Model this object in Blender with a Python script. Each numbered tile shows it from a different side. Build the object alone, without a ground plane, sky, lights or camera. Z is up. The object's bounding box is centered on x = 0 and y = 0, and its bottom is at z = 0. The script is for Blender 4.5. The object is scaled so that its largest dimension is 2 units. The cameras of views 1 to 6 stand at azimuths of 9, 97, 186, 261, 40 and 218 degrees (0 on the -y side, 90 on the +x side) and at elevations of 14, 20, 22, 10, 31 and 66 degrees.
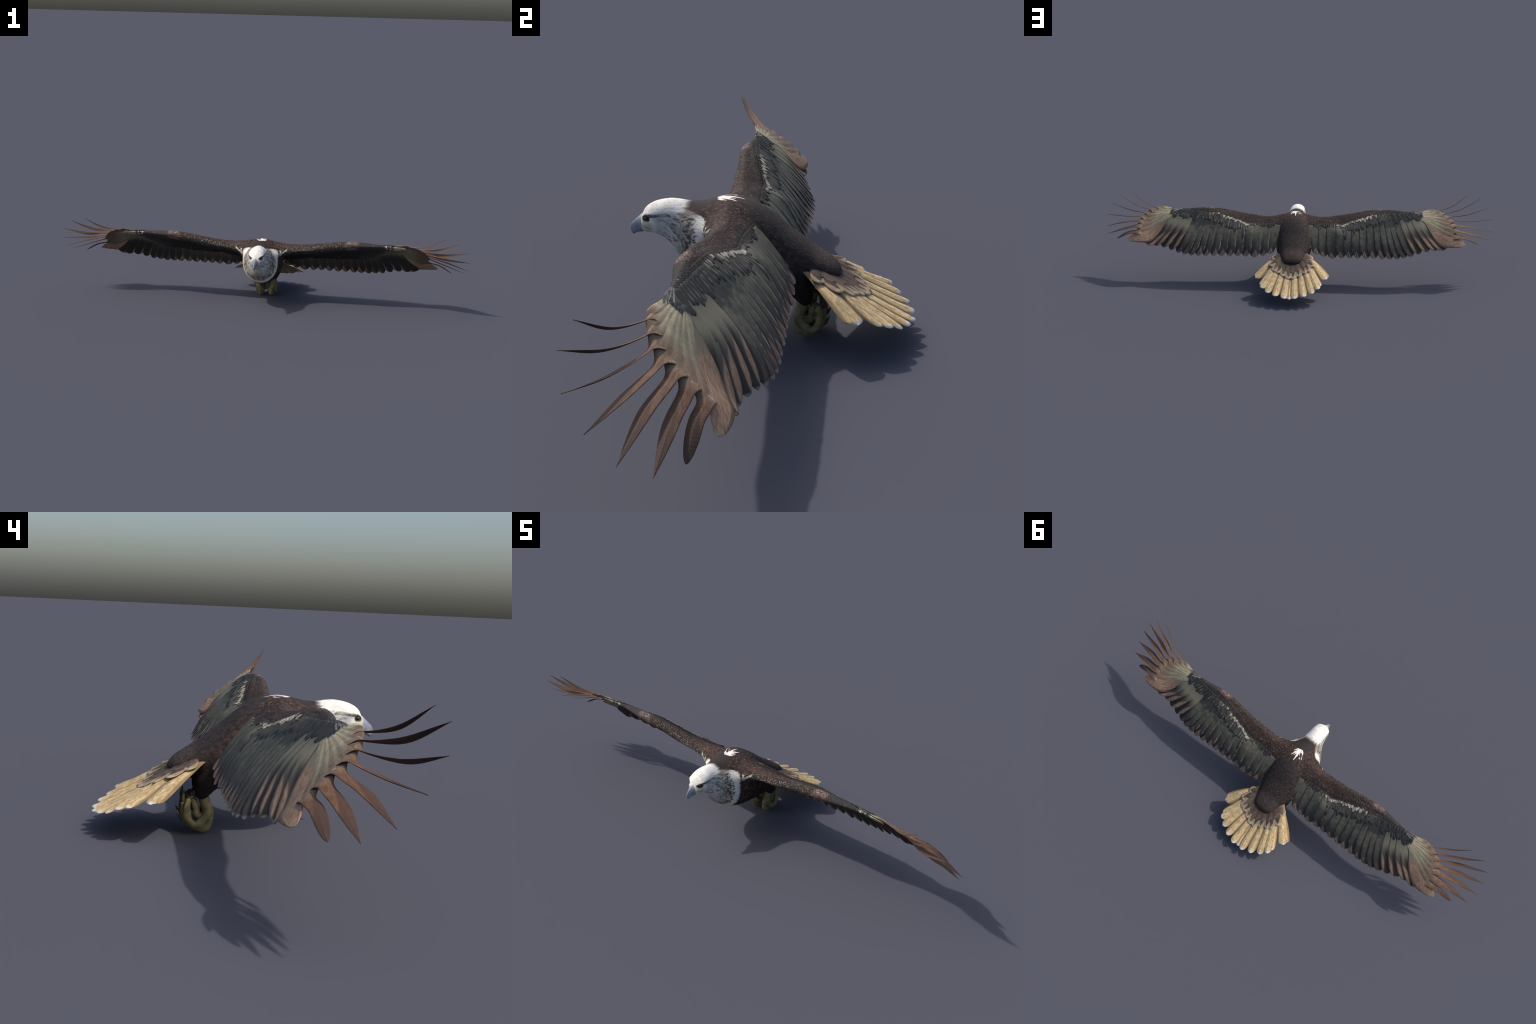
# Eagle in gliding flight, built part by part.
import bpy, bmesh, math, random
import numpy as np
from mathutils import Vector, Matrix

random.seed(7)
rng = np.random.default_rng(7)
for o in list(bpy.data.objects):
    bpy.data.objects.remove(o)

# ------------------------------------------------------------------ helpers
def new_obj(name, verts, faces, mat=None, parent=None, smooth=True):
    me = bpy.data.meshes.new(name)
    me.from_pydata([tuple(v) for v in verts], [], [tuple(f) for f in faces])
    me.update()
    if smooth:
        me.polygons.foreach_set("use_smooth", [True] * len(me.polygons))
    ob = bpy.data.objects.new(name, me)
    bpy.context.scene.collection.objects.link(ob)
    if mat:
        me.materials.append(mat)
    if parent:
        ob.parent = parent
    return ob

def sstep(x, a, b):
    t = np.clip((np.asarray(x, float) - a) / (b - a), 0, 1)
    return t * t * (3 - 2 * t)

def pchip(xs, ys):
    """monotone cubic interpolation through a profile's control points"""
    xs = np.asarray(xs, float); ys = np.asarray(ys, float)
    h = np.diff(xs); d = np.diff(ys) / h
    m = np.zeros_like(ys)
    m[0], m[-1] = d[0], d[-1]
    for i in range(1, len(xs) - 1):
        if d[i - 1] * d[i] > 0:
            w1 = 2 * h[i] + h[i - 1]; w2 = h[i] + 2 * h[i - 1]
            m[i] = (w1 + w2) / (w1 / d[i - 1] + w2 / d[i])
    def f(x):
        x = np.asarray(x, float)
        i = np.clip(np.searchsorted(xs, x) - 1, 0, len(xs) - 2)
        t = np.clip((x - xs[i]) / h[i], 0, 1)
        return ((1 + 2 * t) * (1 - t) ** 2 * ys[i] + t * (1 - t) ** 2 * h[i] * m[i]
                + t * t * (3 - 2 * t) * ys[i + 1] + t * t * (t - 1) * h[i] * m[i + 1])
    return f

def table(rows):
    """rows of (x, a, b, ...) -> one interpolator per column"""
    a = np.array(rows, float)
    return [pchip(a[:, 0], a[:, k]) for k in range(1, a.shape[1])]

def thin_plate(points, smooth=1e-5):
    """smooth height surface z(x, y) through scattered control points"""
    P = np.array(points, float)
    xy, zz = P[:, :2], P[:, 2]
    n = len(P)
    def phi(r2):
        return np.where(r2 > 0, 0.5 * r2 * np.log(np.maximum(r2, 1e-12)), 0)
    r2 = ((xy[:, None] - xy[None]) ** 2).sum(-1)
    A = np.zeros((n + 3, n + 3))
    A[:n, :n] = phi(r2) + smooth * np.eye(n)
    A[:n, n] = 1; A[:n, n + 1:] = xy
    A[n, :n] = 1; A[n + 1:, :n] = xy.T
    c = np.linalg.solve(A, np.r_[zz, 0, 0, 0])
    def f(x, y):
        x, y = np.broadcast_arrays(np.asarray(x, float), np.asarray(y, float))
        q = np.stack([x.ravel(), y.ravel()], 1)
        k = phi(((q[:, None] - xy[None]) ** 2).sum(-1))
        return (k @ c[:n] + c[n] + q @ c[n + 1:]).reshape(x.shape)
    return f

def catmull(ctrl, n):
    """smooth space curve through control points, n samples"""
    C = np.array(ctrl, float)
    if len(C) == 2:
        t = np.linspace(0, 1, n)[:, None]
        return C[0] * (1 - t) + C[1] * t
    d = np.r_[0, np.cumsum(np.linalg.norm(np.diff(C[:, :3], axis=0), axis=1))]
    E = np.vstack([2 * C[0] - C[1], C, 2 * C[-1] - C[-2]])
    dd = np.r_[-d[1], d, 2 * d[-1] - d[-2]]
    out = []
    for s in np.linspace(0, d[-1], n):
        i = min(max(np.searchsorted(d, s) - 1, 0), len(C) - 2)
        h = d[i + 1] - d[i]; t = (s - d[i]) / h
        m0 = (E[i + 2] - E[i]) / (dd[i + 2] - dd[i]) * h
        m1 = (E[i + 3] - E[i + 1]) / (dd[i + 3] - dd[i + 1]) * h
        out.append((2 * t ** 3 - 3 * t ** 2 + 1) * E[i + 1] + (t ** 3 - 2 * t ** 2 + t) * m0
                   + (-2 * t ** 3 + 3 * t ** 2) * E[i + 2] + (t ** 3 - t ** 2) * m1)
    return np.array(out)

def loft(rings, cap=True):
    """closed rings (k, n, 3) -> verts, faces"""
    R = np.array(rings); k, n = R.shape[:2]
    V = [tuple(p) for p in R.reshape(-1, 3)]
    F = []
    for i in range(k - 1):
        for j in range(n):
            a, b = i * n + j, i * n + (j + 1) % n
            F.append((a, b, b + n, a + n))
    if cap:
        F.append(tuple(range(n))[::-1])
        F.append(tuple((k - 1) * n + j for j in range(n)))
    return V, F

def tube(path, radii, n=14, flat=1.0, up=(0, 0, 1)):
    P = np.array(path); k = len(P)
    T = np.gradient(P, axis=0); T /= np.linalg.norm(T, axis=1)[:, None]
    rings = []
    ref = np.array(up, float)
    for i in range(k):
        s = np.cross(T[i], ref); s /= np.linalg.norm(s) + 1e-9
        u = np.cross(s, T[i])
        ref = u
        a = np.linspace(0, 2 * np.pi, n, endpoint=False)
        rings.append(P[i] + radii[i] * (np.cos(a)[:, None] * s + flat * np.sin(a)[:, None] * u))
    return loft(rings)

MIRROR = Matrix.Scale(-1, 4, (1, 0, 0))

# ------------------------------------------------------------------ materials
class Graph:
    """small expression builder for shader nodes"""
    def __init__(self, name, rough=.7, spec=.25, sheen=0.0):
        self.m = bpy.data.materials.new(name); self.m.use_nodes = True
        self.t = self.m.node_tree; self.n = self.t.nodes; self.l = self.t.links
        self.b = self.n["Principled BSDF"]
        self.b.inputs["Roughness"].default_value = rough
        self.b.inputs["Specular IOR Level"].default_value = spec
        self.b.inputs["Sheen Weight"].default_value = sheen
        tc = self.n.new("ShaderNodeTexCoord")
        self.obj, self.gen = tc.outputs["Object"], tc.outputs["Generated"]
    def put(self, sock, v):
        if isinstance(v, (int, float)):
            sock.default_value = v
        elif isinstance(v, (tuple, list)):
            sock.default_value = tuple(v) if len(v) == len(sock.default_value) else (*v, 1)
        else:
            self.l.new(v, sock)
    def math(self, op, a, b=0.0, c=None, clamp=False):
        nd = self.n.new("ShaderNodeMath"); nd.operation = op; nd.use_clamp = clamp
        self.put(nd.inputs[0], a); self.put(nd.inputs[1], b)
        if c is not None: self.put(nd.inputs[2], c)
        return nd.outputs[0]
    def add(self, a, b): return self.math('ADD', a, b)
    def sub(self, a, b): return self.math('SUBTRACT', a, b)
    def mul(self, a, b): return self.math('MULTIPLY', a, b)
    def mad(self, a, b, c): return self.math('MULTIPLY_ADD', a, b, c)
    def abs(self, a): return self.math('ABSOLUTE', a)
    def max(self, a, b): return self.math('MAXIMUM', a, b)
    def min(self, a, b): return self.math('MINIMUM', a, b)
    def inv(self, a): return self.math('SUBTRACT', 1.0, a)
    def step(self, v, a, b):
        """smooth 0 -> 1 as v goes a -> b (a may be larger than b)"""
        nd = self.n.new("ShaderNodeMapRange"); nd.interpolation_type = 'SMOOTHSTEP'
        self.put(nd.inputs["Value"], v)
        if a < b:
            nd.inputs["From Min"].default_value, nd.inputs["From Max"].default_value = a, b
        else:
            nd.inputs["From Min"].default_value, nd.inputs["From Max"].default_value = b, a
            nd.inputs["To Min"].default_value, nd.inputs["To Max"].default_value = 1, 0
        return nd.outputs[0]
    def band(self, v, a, b, soft):
        return self.mul(self.step(v, a - soft, a + soft), self.step(v, b + soft, b - soft))
    def sep(self, v):
        nd = self.n.new("ShaderNodeSeparateXYZ"); self.l.new(v, nd.inputs[0]); return nd.outputs
    def comb(self, x, y, z):
        nd = self.n.new("ShaderNodeCombineXYZ")
        for s, v in zip(nd.inputs, (x, y, z)): self.put(s, v)
        return nd.outputs[0]
    def noise(self, vec, scale, detail=3, rough=.55, dist=0.0):
        nd = self.n.new("ShaderNodeTexNoise")
        self.l.new(vec, nd.inputs["Vector"]); nd.inputs["Scale"].default_value = scale
        nd.inputs["Detail"].default_value = detail; nd.inputs["Roughness"].default_value = rough
        nd.inputs["Distortion"].default_value = dist
        return nd.outputs[0]
    def voronoi(self, vec, scale, feature='F1'):
        nd = self.n.new("ShaderNodeTexVoronoi"); nd.feature = feature
        self.l.new(vec, nd.inputs["Vector"]); nd.inputs["Scale"].default_value = scale
        return nd.outputs["Distance"], nd.outputs.get("Color")
    def wave(self, vec, scale, dist=2.0, dscale=2.0, direction='X', detail=2):
        nd = self.n.new("ShaderNodeTexWave"); nd.bands_direction = direction
        self.l.new(vec, nd.inputs["Vector"]); nd.inputs["Scale"].default_value = scale
        nd.inputs["Distortion"].default_value = dist; nd.inputs["Detail"].default_value = detail
        nd.inputs["Detail Scale"].default_value = dscale
        return nd.outputs["Fac"]
    def mix(self, f, a, b):
        nd = self.n.new("ShaderNodeMix"); nd.data_type = 'RGBA'
        self.put(nd.inputs[0], f); self.put(nd.inputs[6], a); self.put(nd.inputs[7], b)
        return nd.outputs[2]
    def gain(self, col, v):
        """multiply a colour by a value socket"""
        nd = self.n.new("ShaderNodeMix"); nd.data_type = 'RGBA'; nd.blend_type = 'MULTIPLY'
        nd.inputs[0].default_value = 1.0
        self.put(nd.inputs[6], col); self.l.new(self.comb(v, v, v), nd.inputs[7])
        return nd.outputs[2]
    def random(self):
        return self.n.new("ShaderNodeObjectInfo").outputs["Random"]
    def position(self):
        return self.n.new("ShaderNodeNewGeometry").outputs["Position"]
    def bump(self, h, strength=.3, dist=.002):
        nd = self.n.new("ShaderNodeBump"); nd.inputs["Strength"].default_value = strength
        nd.inputs["Distance"].default_value = dist
        self.l.new(h, nd.inputs["Height"]); self.l.new(nd.outputs[0], self.b.inputs["Normal"])
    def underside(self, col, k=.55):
        """darken the vane colour where its face points down"""
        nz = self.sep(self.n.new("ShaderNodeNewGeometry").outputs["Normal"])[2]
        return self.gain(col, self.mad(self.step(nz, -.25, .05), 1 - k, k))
    def done(self, col, rough=None):
        self.put(self.b.inputs["Base Color"], col)
        if rough is not None: self.put(self.b.inputs["Roughness"], rough)
        return self.m

M = {}

# --- body plumage: one skin, coloured by where it lies on the bird
def plumage():
    g = Graph("plumage", rough=.8, spec=.2)
    x, y, z = g.sep(g.obj)
    ax = g.abs(x)
    ps = g.comb(ax, y, z)
    big = g.noise(ps, 22, 3); mid = g.noise(ps, 70, 3); fine = g.noise(ps, 320, 3, .6)
    streak = g.noise(g.comb(g.mul(ax, 2.6), g.mul(y, .75), g.mul(z, 2.6)), 75, 3, .6, .3)     # runs along the body
    jag = g.mad(g.sub(streak, .5), .05, g.mul(g.sub(mid, .5), .018))
    # dark chocolate base, redder on shoulders and arm, near black on belly and behind the cover line
    brown = g.mix(g.step(mid, .35, .68), (.026, .0185, .0165), (.062, .038, .032))
    dark = g.mix(g.step(fine, .3, .7), (.021, .017, .0162), (.048, .037, .034))
    back = g.mul(g.step(ax, .085, .05), g.step(y, -.085, -.045))
    col = g.mix(back, brown, dark)
    d5, c5 = g.voronoi(g.comb(g.mul(ax, 1.4), g.mul(y, .7), z), 105)
    col = g.gain(col, g.mad(g.step(d5, .75, .15), .55, .78))
    nd = g.mul(g.step(g.add(ax, g.mul(jag, .3)), .036, .020), g.band(y, -.20, -.125, .008))
    col = g.mix(g.mul(nd, g.step(z, .29, .305)), col, g.mix(g.step(fine, .3, .7), (.020, .0175, .017), (.044, .037, .034)))
    # rump end: warmer, woolly
    wool = g.noise(ps, 260, 2, .5, 1.2)
    rump = g.mul(g.mul(g.step(y, .085, .125), g.step(z, .13, .15)), g.step(ax, .062, .045))
    col = g.mix(g.mul(rump, g.step(wool, .42, .62)), col, (.085, .058, .050))
    # belly
    belly = g.mul(g.step(z, .185, .15), g.step(y, -.22, -.15))
    col = g.mix(belly, col, g.mix(g.step(fine, .45, .75), (.014, .010, .010), (.045, .028, .024)))
    # arm: shoulder flecks, each a small pale feather tip
    arm = g.step(ax, .055, .12)
    fv = g.comb(g.mul(ax, 1.25), g.mul(y, .85), g.mul(z, .85))
    d1, c1 = g.voronoi(g.comb(g.mad(g.sub(mid, .5), .01, g.mul(ax, 1.25)), g.mul(y, .75), g.mul(z, .75)), 255)
    r1 = g.sep(c1)[0]
    scale = g.step(d1, .62, .30)                       # scaly brown lesser coverts
    reddish = g.mul(arm, g.step(g.add(y, g.mul(big, .02)), -.055, -.095))
    reddish = g.mul(reddish, g.step(ax, .50, .44))
    col = g.mix(g.mul(g.mul(reddish, scale), .75), col, (.098, .055, .043))
    fleck = g.mul(g.step(d1, .50, .25), g.step(r1, .40, .6))
    front = g.step(g.sub(y, g.mul(ax, -.04)), -.098, -.112)
    ffade = g.mul(g.mul(front, g.step(ax, .09, .14)), g.step(ax, .47, .42))
    col = g.mix(g.mul(g.mul(fleck, ffade), .8), col, (.235, .120, .080))
    low = g.mul(g.mul(g.step(g.sub(z, g.mul(g.max(g.sub(ax, .15), 0.0), .2)), .308, .298), g.step(y, -.085, -.10)), g.mul(g.step(ax, .085, .12), g.step(ax, .46, .34)))
    d2, c2 = g.voronoi(g.comb(g.mul(ax, 1.3), y, g.mul(z, .8)), 270)
    fl2 = g.mul(g.step(d2, .42, .22), g.step(g.add(g.sep(c2)[1], g.mul(g.sub(mid, .5), .8)), .55, .70))
    col = g.mix(g.mul(low, .9), col, g.mix(fl2, (.026, .023, .021), (.42, .385, .30)))
    # sparse flecks over the shoulder and upper arm
    d3, c3 = g.voronoi(g.comb(g.mul(ax, 1.5), g.mul(y, .8), g.mul(z, .8)), 120)
    sh = g.mul(g.step(y, -.02, -.05), g.mul(g.step(ax, .022, .05), g.step(ax, .30, .12)))
    sh = g.mul(sh, g.step(y, -.165, -.13))
    fl3 = g.mul(g.step(d3, .30, .16), g.step(g.sep(c3)[0], .42, .6))
    col = g.mix(g.mul(g.mul(fl3, sh), .7), col, (.30, .19, .145))
    # near-black zone just before the cover line, and grey outer arm
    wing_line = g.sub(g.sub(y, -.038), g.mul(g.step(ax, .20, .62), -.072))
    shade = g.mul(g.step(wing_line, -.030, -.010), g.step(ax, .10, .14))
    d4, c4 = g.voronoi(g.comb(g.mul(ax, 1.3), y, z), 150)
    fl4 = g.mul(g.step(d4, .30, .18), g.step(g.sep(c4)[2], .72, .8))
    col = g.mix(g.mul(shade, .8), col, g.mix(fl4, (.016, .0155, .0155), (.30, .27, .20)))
    outer = g.step(ax, .45, .50)
    col = g.mix(outer, col, g.mix(fl4, g.mix(g.step(fine, .3, .7), (.034, .030, .030), (.058, .052, .050)), (.28, .24, .21)))
    hand = g.mul(g.step(g.add(ax, g.mul(g.sub(fine, .5), .02)), .630, .642), g.step(g.sub(z, g.mul(g.add(y, .12), -.6)), .322, .329))
    col = g.mix(hand, col, g.mix(g.step(mid, .3, .7), (.25, .225, .155), (.36, .33, .24)))
    # highlight on the wrist, painted as pale pinkish streaks
    kn = g.mul(g.band(ax, .415, .468, .012), g.band(y, -.133, -.108, .007))
    kstreak = g.noise(g.comb(g.mul(ax, 2.2), y, z), 240, 2, .6)
    col = g.mix(g.mul(kn, g.mul(g.step(kstreak, .46, .60), .75)), col, (.40, .31, .275))
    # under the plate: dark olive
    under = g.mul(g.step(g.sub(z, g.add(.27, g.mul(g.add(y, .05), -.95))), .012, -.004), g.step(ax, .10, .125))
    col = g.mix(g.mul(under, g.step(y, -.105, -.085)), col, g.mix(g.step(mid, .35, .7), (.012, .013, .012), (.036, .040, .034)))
    # white tuft at the base of the hand
    wt = g.mul(g.band(g.add(ax, g.mul(g.sub(fine, .5), .03)), .598, .625, .006), g.step(y, -.07, -.10))
    col = g.mix(g.mul(wt, g.step(mid, .45, .6)), col, (.55, .50, .43))
    # ---- white mark between the shoulders, ragged toward the tail
    px = g.math('DIVIDE', g.add(x, g.mul(jag, .22)), .0275)
    py = g.math('DIVIDE', g.add(g.add(y, .100), g.mul(jag, .12)), .029)
    rr = g.math('SQRT', g.add(g.mul(px, px), g.mul(py, py)))
    fan = g.math('ARCTAN2', x, g.add(y, .142))                                   # feather tips fan out backward
    ray = g.noise(g.comb(g.mul(fan, 6.5), g.mul(y, 14.0), .9), 1.0, 1, .4)
    reach = g.mad(g.step(py, -.9, .5), 2.7, .55)
    mark = g.step(g.add(rr, g.mul(g.sub(ray, .44), reach)), 1.0, .92)
    gapn = g.noise(g.comb(g.mul(fan, 9.0), g.mul(y, 24.0), 5.3), 1.0, 1, .4)
    mark = g.mul(mark, g.inv(g.mul(g.step(gapn, .56, .60), g.step(py, -.75, -.3))))
    mark = g.mul(mark, g.step(z, .28, .30))
    # ---- head and neck
    hood_line = g.add(y, g.mul(g.step(z, .298, .317), .047))          # runs back on the sides and breast, short on the nape
    edge = g.add(hood_line, g.mul(jag, .50))
    lim = g.step(g.add(g.add(ax, g.mul(jag, .25)), g.mul(g.step(z, .268, .286), .012)), .0985, .0935)
    crisp = g.step(edge, HOOD_Y + .005, HOOD_Y - .005); faded = g.step(edge, HOOD_Y + .007, HOOD_Y - .016)
    on_nape = g.step(z, .306, .314)
    hood = g.mul(g.add(g.mul(crisp, g.inv(on_nape)), g.mul(faded, on_nape)), lim)
    frayed = g.mul(g.step(g.add(y, g.mul(jag, .9)), -.205, -.186), g.step(z, .309, .316))
    cream = g.mix(g.step(mid, .3, .7), (.67, .63, .56), (.82, .79, .74))
    # grey-streaked cheek, dark ear, white collar
    sq = g.noise(g.comb(g.mul(ax, 1.0), g.mul(y, .27), g.mad(y, .30, z)), 112, 2, .5, 1.1)
    squig = g.step(sq, .43, .58)
    cheek_z = g.sub(z, g.add(.304, g.mul(g.add(y, .25), .10)))
    cheek = g.mul(g.step(g.add(cheek_z, g.mul(g.sub(mid, .5), .010)), .003, -.006), g.step(y, -.282, -.262))
    face = g.mix(g.step(z, .23, .18), (.50, .51, .495), (.43, .41, .36))  # greyed for the shade on the side of the head
    wcol = g.mix(g.mul(cheek, .8), cream, face)
    wcol = g.mix(g.mul(g.mul(cheek, squig), g.mad(g.step(y, -.275, -.232), g.mad(g.step(z, .20, .26), .45, .32), .2)), wcol, (.14, .126, .11))
    ear = g.mul(cheek, g.step(g.add(hood_line, g.mul(g.sub(mid, .5), .045)), -.222, -.196))
    mott = g.step(g.add(g.add(g.mul(sq, .62), g.mul(streak, .42)), g.mul(g.sub(big, .5), .5)), .45, .62)
    earcol = g.mix(mott, (.050, .041, .034), (.40, .36, .305))
    wcol = g.mix(g.mul(ear, .95), wcol, earcol)
    throat = g.mul(g.step(ax, .032, .010), g.step(z, .225, .19))  # throat shadow tinted olive-brown into the white
    wcol = g.mix(g.mul(throat, .6), wcol, g.mix(mott, (.12, .105, .065), (.27, .24, .155)))
    collar = g.mul(g.step(g.add(hood_line, g.mul(jag, 1.1)), -.182, -.166), g.step(z, .318, .309))
    wcol = g.mix(collar, wcol, g.mix(g.step(streak, .30, .46), (.33, .29, .24), (.72, .70, .63)))
    wcol = g.mix(g.mul(frayed, .75), wcol, (.30, .225, .165))
    wedge = g.mul(g.band(g.add(z, g.mul(jag, .25)), .302, .316, .004), g.step(g.add(y, g.mul(jag, .6)), -.212, -.192))
    wcol = g.mix(g.mul(wedge, g.mul(g.step(y, -.150, -.172), .85)), wcol, g.mix(g.step(streak, .4, .6), (.055, .04, .034), (.22, .175, .14)))
    # crown freckles, dark eye line, greenish face
    cr = g.mul(g.band(g.add(y, g.mul(z, .6)), -.0985, -.0885, .004), g.step(z, .306, .311))
    wcol = g.mix(g.mul(cr, g.step(fine, .53, .63)), wcol, (.50, .38, .31))
    dots, dc = g.voronoi(ps, 62)
    wcol = g.mix(g.mul(g.mul(g.step(dots, .13, .08), g.step(z, .31, .315)), .6), wcol, (.30, .24, .2))
    line = g.mul(g.band(g.sub(z, g.mul(g.add(y, .29), .15)), .2905, .2985, .0018), g.mul(g.step(y, -.300, -.292), g.step(y, -.235, -.275)))
    wcol = g.mix(g.mul(line, g.step(streak, .30, .5)), wcol, (.10, .095, .085))
    ex, ey, ez = g.math('DIVIDE', g.add(y, .2955), .0115), g.math('DIVIDE', g.sub(z, .2872), .0085), 0
    er = g.math('SQRT', g.add(g.mul(ex, ex), g.mul(ey, ey)))
    wcol = g.mix(g.mul(g.step(g.add(er, g.mul(g.sub(mid, .5), .5)), 1.15, .75), g.step(ax, .012, .016)), wcol, (.030, .028, .022))
    lore = g.mul(g.mul(g.step(y, -.272, -.292), g.step(z, .284, .276)), g.step(z, .25, .256))
    wcol = g.mix(g.mul(lore, .65), wcol, (.44, .45, .26))
    mouth = g.mul(g.band(g.sub(z, g.mul(g.add(y, .30), -.28)), .2655, .2672, .0006), g.step(y, -.279, -.286))
    wcol = g.mix(g.mul(mouth, .8), wcol, (.08, .075, .065))
    col = g.mix(hood, col, wcol)
    col = g.mix(mark, col, (.80, .74, .68))
    # pale tufts in front of the shoulder
    axj = g.add(ax, g.mul(jag, .20)); zj = g.add(z, g.mul(jag, -.12))
    tuft = g.max(g.mul(g.band(axj, .0925, .1005, .0018), g.band(zj, .266, .292, .003)),
                 g.mul(g.band(g.sub(zj, g.mul(g.sub(ax, .1), .75)), .271, .280, .002), g.band(axj, .100, .126, .003)))
    tuft = g.mul(tuft, g.step(y, -.112, -.124))
    col = g.mix(g.mul(tuft, g.step(streak, .36, .50)), col, (.52, .50, .43))
    flank = g.mul(g.mul(g.step(ax, .06, .075), g.band(g.add(z, g.mul(y, .35)), .17, .215, .01)), g.mul(g.step(y, -.145, -.125), g.step(y, -.02, -.06)))
    col = g.mix(g.mul(flank, g.step(streak, .62, .68)), col, (.36, .36, .33))
    h = g.add(g.mul(fine, .6), g.add(g.mul(streak, .7), g.mul(scale, g.mul(arm, .8))))
    g.bump(h, .8, .0018)
    return g.done(col)
HOOD_Y = -.148
M["plumage"] = plumage()

def feather_coords(g):
    gx, gy, _ = g.sep(g.gen)
    v = g.sub(gx, .5)
    barb = g.wave(g.comb(g.mul(g.abs(v), .6), gy, 0.0), 26, 1.2, 3, 'Y', 1)
    rnd = g.random()
    lx, ly, lz = g.sep(g.obj)
    nv = g.comb(g.add(lx, g.mul(rnd, 3.0)), g.mul(ly, .25), lz)
    along = g.noise(nv, 210, 3, .6)
    blot = g.noise(g.comb(g.add(lx, g.mul(rnd, 5.0)), ly, lz), 55, 3)
    return gx, gy, v, barb, rnd, along, blot

def secondary():
    g = Graph("secondary_vane", rough=.72, spec=.25)
    gx, gy, v, barb, rnd, along, blot = feather_coords(g)
    base = g.mix(g.step(blot, .3, .7), (.076, .073, .055), (.126, .119, .089))
    base = g.mix(g.mul(g.step(blot, .62, .75), g.step(gy, .5, .2)), base, (.045, .052, .050))
    wx = g.abs(g.sep(g.position())[0])
    smudge = g.mul(g.step(g.add(gy, g.mul(g.sub(blot, .5), .35)), .36, .22), g.step(wx, .22, .42))
    base = g.mix(g.mul(smudge, .85), base, (.028, .032, .030))
    base = g.mix(g.step(gy, .50, .85), base, (.058, .050, .045))
    base = g.mix(g.mul(g.mul(g.step(gx, .34, .58), g.step(gy, .30, .7)), g.mad(g.step(wx, .33, .50), .45, .42)), base, (.020, .019, .018))
    base = g.mix(g.mul(g.step(gx, .11, .03), g.mul(g.step(gy, .48, .78), g.step(blot, .42, .60))), base, (.30, .265, .22))
    wob = g.mul(g.sub(along, .5), .16)
    chev = g.sub(g.sub(gy, g.mad(rnd, .06, .755)), g.mul(g.abs(g.add(g.sub(gx, .40), wob)), .62))
    tan = g.mix(g.step(along, .35, .65), (.19, .112, .075), (.32, .200, .136))
    base = g.mix(g.mul(g.step(chev, -.02, .045), g.mad(g.step(wx, .53, .44), .8, .2)), base, tan)
    base = g.mix(g.mul(g.step(g.abs(g.sub(gx, .42)), .05, .015), g.step(gy, .86, .93)), base, (.08, .055, .045))
    base = g.mix(g.mul(g.step(gy, .955, .985), .7), base, (.29, .26, .23))
    g.bump(g.add(g.mul(barb, .35), along), .35, .0012)
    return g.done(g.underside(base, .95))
M["secondary"] = secondary()

def outer_primary(name, tan_width, first=.42, soft=.06):
    g = Graph(name, rough=.72, spec=.25)
    gx, gy, v, barb, rnd, along, blot = feather_coords(g)
    base = g.mix(g.step(gy, .10, .34), (.095, .090, .072), (.175, .162, .115))
    base = g.mix(g.step(g.add(gy, g.mul(g.sub(blot, .5), .30)), .17, .11), base, (.024, .028, .027))
    base = g.mix(g.step(gy, .36, .60), base, (.085, .072, .060))
    wob = g.mul(g.sub(along, .5), .14)
    lim = g.mul(g.step(gy, first, first + .35), tan_width)
    m = g.step(g.sub(g.add(gx, wob), lim), soft, -soft)
    tan = g.mix(g.step(along, .32, .68), (.235, .140, .090), (.39, .25, .165))
    base = g.mix(m, base, tan)
    base = g.mix(g.mul(g.inv(m), g.mul(g.step(gx, .24, .46), g.step(gy, .32, .60))), base, (.026, .022, .021))
    base = g.mix(g.mul(g.step(gy, .965, .99), .6), base, (.27, .235, .20))
    g.bump(g.add(g.mul(barb, .10), along), .3, .0011)
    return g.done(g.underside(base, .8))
M["outer_primary"] = outer_primary("outer_primary_vane", .33)
M["broad_primary"] = outer_primary("broad_primary_vane", 1.6, .24, .55)

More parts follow.
